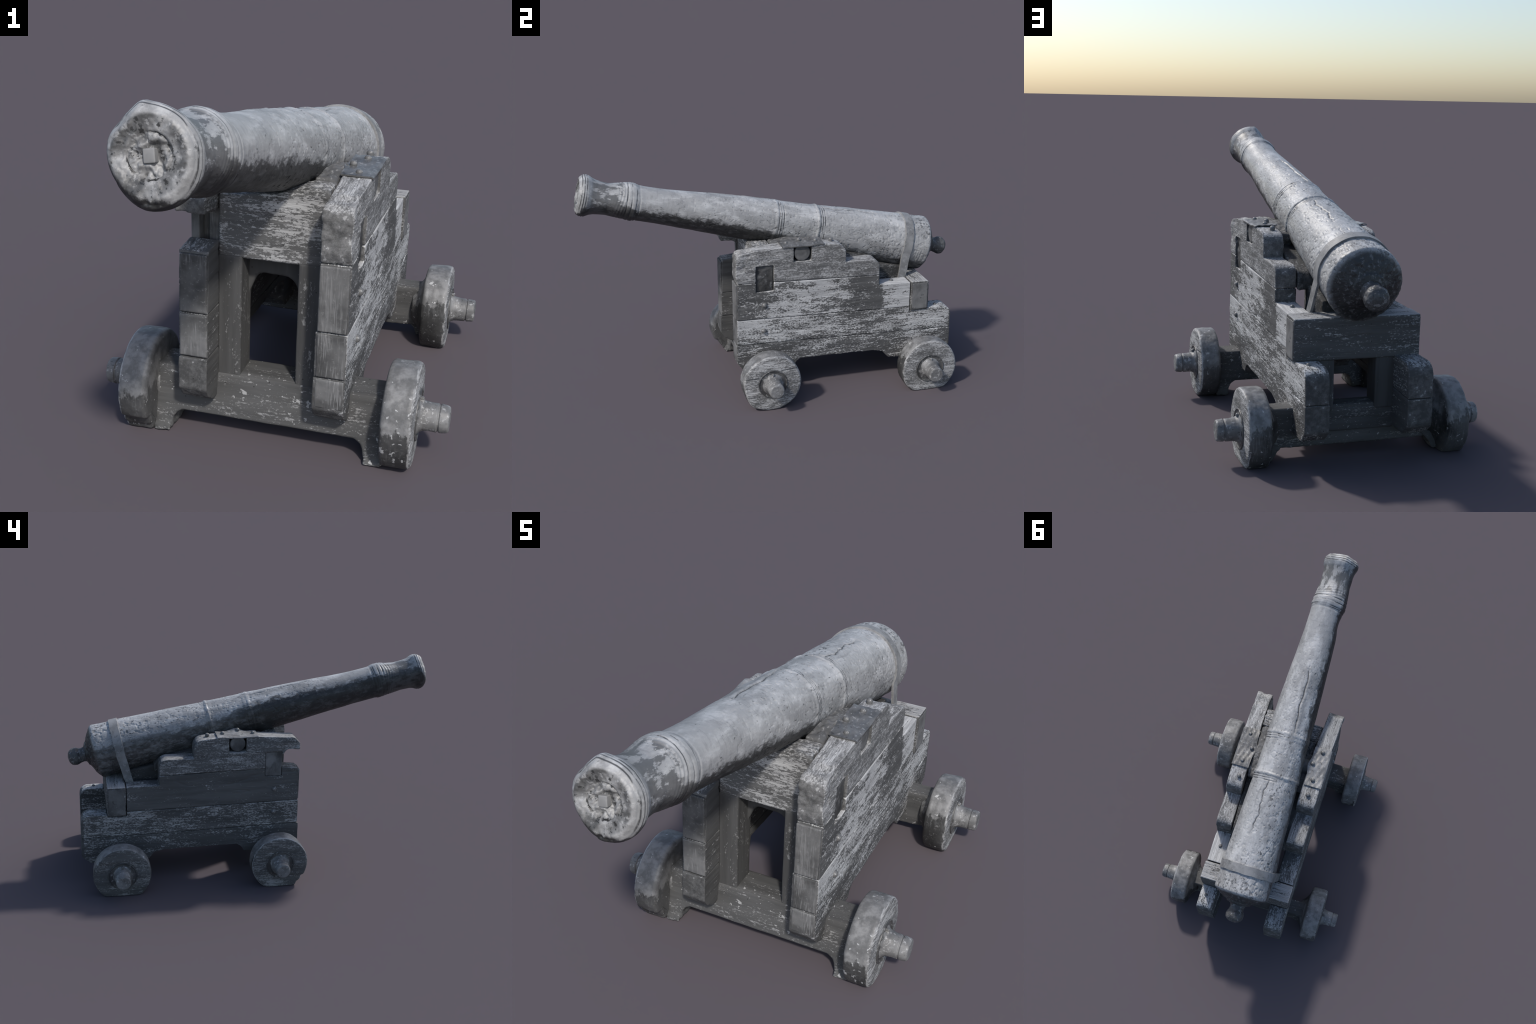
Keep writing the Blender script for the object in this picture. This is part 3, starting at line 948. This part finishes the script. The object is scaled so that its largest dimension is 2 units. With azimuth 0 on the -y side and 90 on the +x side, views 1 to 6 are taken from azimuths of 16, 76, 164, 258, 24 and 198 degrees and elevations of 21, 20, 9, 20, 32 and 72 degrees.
# rear transom lies across the cheek steps, flush with their faces
def rear_relief(p, n):
    g = timber_relief(0, 0.0014, 34)(p, n)
    s = np.abs(((p[:, 1] - 0.70) / 0.017) % 1 - 0.5)
    return g - 0.0024 * (1 - sstep(0.0, 0.18, s)) * sstep(0.525, 0.535, p[:, 2]) * sstep(0.1, 0.14, np.abs(p[:, 0]))


rt = solid("rear_transom", lambda bm: prism(bm, rounded([(0.706, 0.379, 0), (0.806, 0.379, 0.004), (0.806, 0.541, 0.010), (0.706, 0.543, 0.004)]), -0.249, 0.252, 0),
           M_REAR, cannon, 0.009, 0.0036, None, rear_relief)
# its end grain
for sx, x in ((1, 0.252), (-1, -0.249)):
    mat = end_grain(f"transom_end_{'r' if sx > 0 else 'l'}", 0.125 if sx > 0 else 0.095, 0.28, 50 + sx, 0.4)
    a, b = sorted((x - sx * 0.006, x + sx * 0.0012))
    solid("transom_end", lambda bm: box(bm, a, b, 0.712, 0.800, 0.386, 0.534), mat, rt, 0.002, 0.0032, None,
          lambda p, n: 0.001 * fbm(p * 35, 3, 96))
for a, b in ((-XI - 0.002, -0.076), (0.088, XI + 0.002)):
    solid("rear_post", lambda bm: box(bm, a, b, 0.712, 0.798, 0.18, 0.382), M_POST, cannon, 0.004, 0.004, None, timber_relief(2, 0.0009, 46))

# ================================================================ axles with their arms
M_ARM = iron("axle_arm_paint", 0.17, 0.4, 0.04, 16, 0.5)
WHEELS = {  # centre y, centre z, radius
    (1, 0): (-0.106, 0.146, 0.152), (-1, 0): (-0.107, 0.131, 0.155),
    (1, 1): (0.750, 0.123, 0.153), (-1, 1): (0.742, 0.116, 0.153)}


def axle_body(y0, y1, ztop, zbot, steep, skew):
    def f(bm):
        if steep:
            end = [(0.265, 0), (0.284, -0.012), (0.292, -0.03), (0.298, -1), (0.352, -1)]
        else:
            end = [(0.245, 0), (0.30, 0.004), (0.352, 0.012)]
        r = [(x, max(zbot + dz, 0.0) if dz > -1 else 0.0) for x, dz in end]
        out = r + [(0.352, ztop)] + [(-0.352, ztop)] + [(-x, z) for x, z in r[::-1]]
        prism(bm, out, y0, y1, 1)
        for v in bm.verts:   # front face leans out at the bottom
            if v.co.y < y0 + 0.001:
                v.co.y -= skew * (ztop - v.co.z)
    return f


axles = []
for k, (y0, y1, zt, zb) in enumerate(((-0.149, -0.035, 0.2045, 0.066), (0.710, 0.790, 0.202, 0.046))):
    ax = solid("axle", axle_body(y0, y1, zt, zb, k == 0, 0.15 if k == 0 else 0), M_AXLE, cannon, 0.007, 0.0042, None,
               lambda p, n: timber_relief(0, 0.0011, 47 + k)(p, n) + 0.005 * fbm(p * 30, 2, 99) * (1 - sstep(0.03, 0.075, p[:, 2])))
    axles.append(ax)

# clods of packed earth and paint where the axle meets the front wheels
def clods(bm):
    for sx in (-1, 1):
        a, b = sorted((sx * 0.300, sx * 0.352))
        prism(bm, [(-0.10, 0.0), (-0.192, 0.0), (-0.188, 0.012), (-0.160, 0.040), (-0.146, 0.20), (-0.10, 0.20)], a, b, 0)


solid("axle_foot", clods, M_AXLE, axles[0], 0.003, 0.0036, None, lambda p, n: 0.0012 * fbm(p * 50, 3, 103) + 0.008 * fbm(p * 42, 3, 104) * (1 - sstep(0.02, 0.06, p[:, 2])))

def rear_clods(bm):
    for sx in (-1, 1):
        prism(bm, [(sx * 0.270, 0.075), (sx * 0.352, 0.075), (sx * 0.352, 0.0), (sx * 0.325, 0.0), (sx * 0.308, 0.03)], 0.742, 0.797, 1)


solid("axle_foot", rear_clods, M_AXLE, axles[1], 0.003, 0.0036, None, lambda p, n: 0.004 * fbm(p * 42, 3, 105))

# low sills that close the frames between the cheeks
solid("front_sill", lambda bm: box(bm, -XI - 0.002, XI + 0.002, -0.1435, -0.04, 0.15, 0.2060), M_AXLE, axles[0], 0.004, 0.004, None, timber_relief(0, 0.0013, 48))
solid("rear_sill", lambda bm: box(bm, -XI - 0.002, XI + 0.002, 0.71, 0.795, 0.10, 0.190), M_AXLE, axles[1], 0.004, 0.004, None, timber_relief(0, 0.0013, 49))

ARM = [(0.340, 0.060), (0.436, 0.060), (0.440, 0.056), (0.446, 0.049), (0.456, 0.0445), (0.475, 0.0425), (0.494, 0.0422), (0.4965, 0.0385), (0.4995, 0.0385),
       (0.502, 0.0425), (0.511, 0.0415), (0.523, 0.0400), (0.527, 0.0375), (0.529, 0.033), (0.530, 0.001)]
WASHER = [(0.425, 0.044), (0.4445, 0.046), (0.4435, 0.050), (0.4395, 0.056), (0.4385, 0.066), (0.4400, 0.0705), (0.4425, 0.0725), (0.4425, 0.0750), (0.4390, 0.0765), (0.428, 0.077)]
M_WASH = iron("hub_iron", 0.075, 0.25, 0.03, 18, 0.45)


def wheel_profile(R, rear):
    if rear:   # cone of packed dirt and wear round the axle, inside the wheel
        return [(0.305, 0.05), (0.305, 0.060), (0.322, 0.076), (0.338, 0.100), (0.344, 0.122), (0.346, R - 0.014), (0.350, R - 0.004), (0.358, R), (0.39, R + 0.0005), (0.424, R),
                (0.4325, R - 0.003), (0.4365, R - 0.010), (0.4385, R * 0.72), (0.4385, 0.078), (0.436, 0.074), (0.432, 0.05)]
    return [(0.346, 0.05), (0.346, R * 0.55), (0.347, R - 0.014), (0.351, R - 0.004), (0.358, R), (0.39, R + 0.0005), (0.424, R),
            (0.4325, R - 0.003), (0.4365, R - 0.010), (0.4385, R * 0.72), (0.4385, 0.078), (0.436, 0.074), (0.432, 0.05)]


for (sx, rear), (cy, cz, R) in WHEELS.items():
    inset = 0.004 if (rear and sx < 0) else 0.0
    seed = (3 if rear else 1) + (1 if sx > 0 else 0)
    # face of planks, tread of grey paint: two materials on one wheel split by where the face lies
    grain_gap = {1: 0.060, 2: 0.055, 3: 0.5, 4: 0.5}[seed]

    def wheel_shape(S, T, Rr):
        P = np.stack([Rr * np.cos(T), S, Rr * np.sin(T)], 1) + seed * 7.7
        q = P * np.array([6, 30, 55])
        S = S + 0.0016 * fbm(q, 3, seed) * (S > 0.43) * sstep(0.075, 0.082, Rr)
        Rr = Rr + (Rr > R - 0.02) * (0.0022 * fbm(P * 14, 2, seed + 4) + 0.0012 * fbm(P * 60, 2, seed + 6))
        z = Rr * np.sin(T) - (0.02 * np.cos(T))
        line = np.exp(-((z - grain_gap) / 0.0022) ** 2) * (Rr > 0.078)
        S = S - 0.004 * line * (S > 0.43)
        if not rear:   # squared where it stands
            d = np.degrees(T) % 360
            w = np.exp(-((d - 230) / 17) ** 2) * (Rr > R - 0.03)
            Rr = Rr + (0.008 if sx > 0 else 0.004) * w
        if seed == 1:   # a broken corner on the left front wheel
            d = np.degrees(T) % 360
            w = sstep(205, 214, d) * (1 - sstep(228, 236, d)) * (Rr > R - 0.03)
            Rr = Rr - 0.010 * w * (1 + 0.5 * vnoise(P * 40, 8))
        return S, Rr
    V, F = lathe(smooth_line(resample(wheel_profile(R, rear), 0.0028), 1), 300, wheel_shape)
    V = np.stack([sx * (V[:, 1] - inset), cy + V[:, 0], cz + V[:, 2]], 1)
    V[:, 2] = np.maximum(V[:, 2], 0.0)
    if sx > 0:
        F = [f[::-1] for f in F]
    side = "right" if sx > 0 else "left"
    face = wood(f"wheel_face_{side}_{rear}", 1, 0.12 if sx > 0 else 0.095, 0.52 if sx > 0 else 0.36, (0.47 if sx > 0 else 0.34), None, 0.5, 60 + seed, 1.5, 0.09)
    tread = end_grain(f"wheel_tread_{side}_{rear}", 0.055, 0.34, 64 + seed, 0.15, specks=0.035, rough=0.5, pale_from=cz + (0.045 if rear else -0.005))
    wh = new_object("wheel", V, F, face, axles[rear])
    wh.data.materials.append(tread)
    n = len(wh.data.polygons)
    cen = np.empty(n * 3)
    wh.data.polygons.foreach_get("center", cen)
    cen = cen.reshape(-1, 3)
    rad = np.hypot(cen[:, 1] - cy, cen[:, 2] - cz)
    outer = np.abs(cen[:, 0]) > 0.4335 - inset
    wh.data.polygons.foreach_set("material_index", np.where(outer, 0, 1).astype(np.int32))
    # arm of the axle
    def arm_shape(S, T, Rr):
        P = np.stack([Rr * np.cos(T), S, Rr * np.sin(T)], 1) + seed * 5
        return S + 0.0012 * fbm(P * 50, 2, seed + 9) * (S > 0.52), Rr + (Rr > 0.02) * 0.0022 * fbm(P * np.array([30, 14, 30]), 3, seed + 12)
    V, F = lathe(resample(ARM, 0.002), 120, arm_shape)
    V = np.stack([sx * (V[:, 1] - inset), cy + V[:, 0] * 0.97, cz + V[:, 2]], 1)
    if sx > 0:
        F = [f[::-1] for f in F]
    am = new_object("axle_arm", V, F, M_ARM, axles[rear])
    am.data.materials.append(face)
    V, F = lathe(resample(WASHER, 0.002), 120, lambda S, T, Rr: (S + 0.0012 * fbm(np.stack([Rr * np.cos(T), S, Rr * np.sin(T)], 1) * 45 + seed, 2, seed + 15), Rr), False, False)
    V = np.stack([sx * (V[:, 1] - inset), cy + V[:, 0], cz + V[:, 2]], 1)
    if sx > 0:
        F = [f[::-1] for f in F]
    new_object("hub_washer", V, F, M_WASH, axles[rear])
    # linch pin on top of the arm
    solid("linch_pin", lambda bm: box(bm, *sorted((sx * 0.438, sx * 0.452)), cy - 0.007, cy + 0.006, cz + 0.040, cz + 0.060), M_BOLT, axles[rear], 0.003, 0.002, None,
          lambda p, n: 0.003 * fbm(p * 70, 2, seed + 20))

# ================================================================ ironwork
def cap_plate(left):
    """bent iron plate over the trunnion; the inner edge humps up beside the gun"""
    nx, ny = 26, 60
    V = []
    sx = -1 if left else 1
    hump = 0.012 if left else 0.002
    for layer in (0, 1):
        for j in range(ny + 1):
            v = j / ny
            y = -0.004 + 0.221 * v
            for i in range(nx + 1):
                u = i / nx
                bulge = math.exp(-((v - 0.5) / 0.16) ** 2)
                x = 0.1545 + (0.249 - 0.1545) * u - (1 - u) * 0.010 * bulge
                z = 0.8045 + hump * bulge * (1 - u) ** 1.3
                if not left:
                    z += 0.004 * math.sin(v * 9) * (1 - u) - 0.003 * math.sin(PI * v) * u
                else:
                    z += -0.004 * math.sin(PI * v) * u
                if u > 0.93:
                    z -= (u - 0.93) * 0.05
                z += 0.0012 * math.sin(23 * u + 5 * v) * math.sin(17 * v)
                V.append((sx * x, y, z + (0.0045 if layer else 0)))
    w = nx + 1
    top = w * (ny + 1)
    F = []
    for j in range(ny):
        for i in range(nx):
            a = j * w + i
            F.append((a, a + 1, a + w + 1, a + w))
            F.append((top + a, top + a + w, top + a + w + 1, top + a + 1))
    rim = [i for i in range(w)] + [j * w + nx for j in range(1, ny + 1)] + [ny * w + i for i in range(nx - 1, -1, -1)] + [j * w for j in range(ny - 1, 0, -1)]
    for a, b in zip(rim, rim[1:] + rim[:1]):
        F.append((a, b, b + top, a + top))
    ob = new_object("cap_plate", V, F, M_PLATE_L if left else M_PLATE, cannon)
    bm = bmesh.new()
    bm.from_mesh(ob.data)
    bmesh.ops.recalc_face_normals(bm, faces=bm.faces)
    bm.to_mesh(ob.data)
    bm.free()
    ob.data.set_sharp_from_angle(angle=math.radians(35))
    return ob


plates = {1: cap_plate(False), -1: cap_plate(True)}

BOLT = [(-0.012, 0.0075), (0.0, 0.0078), (0.002, 0.0080), (0.0055, 0.0066), (0.0078, 0.004), (0.0085, 0.0005)]
V, F = lathe(resample(BOLT, 0.001), 20)
V = np.stack([V[:, 0], -V[:, 2], V[:, 1]], 1)     # axis along +z
bolt_proto = None


def bolt(name, loc, scale, turn, parent):
    global bolt_proto
    if bolt_proto is None:
        bolt_proto = new_object(name, V, F, M_BOLT, None)
        ob = bolt_proto
    else:
        ob = bolt_proto.copy()
        ob.name = name
        bpy.context.collection.objects.link(ob)
    ob.parent = parent
    scale *= 1.22
    ob.location, ob.scale, ob.rotation_euler = loc, (scale, scale * 1.06, scale), turn
    return ob


for x, y, z, s in ((0.202, 0.027, 0.809, 1.0), (0.170, 0.105, 0.811, 1.1), (0.198, 0.185, 0.809, 1.1)):
    bolt("bolt_head", (x, y, z), s, (0.1, -0.08, x * 9), plates[1])
for x, y, z, s in ((-0.202, 0.018, 0.810, 1.15), (-0.168, 0.096, 0.818, 1.15), (-0.194, 0.182, 0.810, 1.2)):
    bolt("bolt_head", (x, y, z), s, (0.1, 0.1, x * 7), plates[-1])
cheeks = [o for o in cannon.children if o.name.split(".")[0] == "cheek"]
for x, y, z, s in ((0.189, 0.271, 0.803, 1.1), (0.200, 0.610, 0.543, 1.0), (0.210, 0.863, 0.382, 1.0)):
    bolt("bolt_head", (x, y, z), s, (-0.1, 0.05, y * 5), cheeks[0])
for x, y, z, s in ((-0.193, 0.265, 0.803, 1.2), (-0.198, 0.613, 0.543, 1.0), (-0.194, 0.869, 0.382, 1.0)):
    bolt("bolt_head", (x, y, z), s, (-0.1, -0.05, y * 5), cheeks[1])
for y, z in ((-0.097, 0.500), (-0.102, 0.357)):
    bolt("bolt_head", (0.243, y, z), 1.35, (0, PI / 2, 0), cheeks[0])
for y, z in ((-0.102, 0.496), (-0.102, 0.362)):
    bolt("bolt_head", (-0.243, y, z), 1.3, (0, -PI / 2, 0), cheeks[1])
bolt("bolt_head", (-0.322, -0.147, 0.150), 0.9, (PI / 2, 0, 0), axles[0])
bolt("bolt_head", (0.318, -0.147, 0.110), 0.9, (PI / 2, 0, 0), axles[0])
bolt("bolt_head", (-0.218, 0.806, 0.502), 0.6, (-PI / 2, 0, 0), rt)
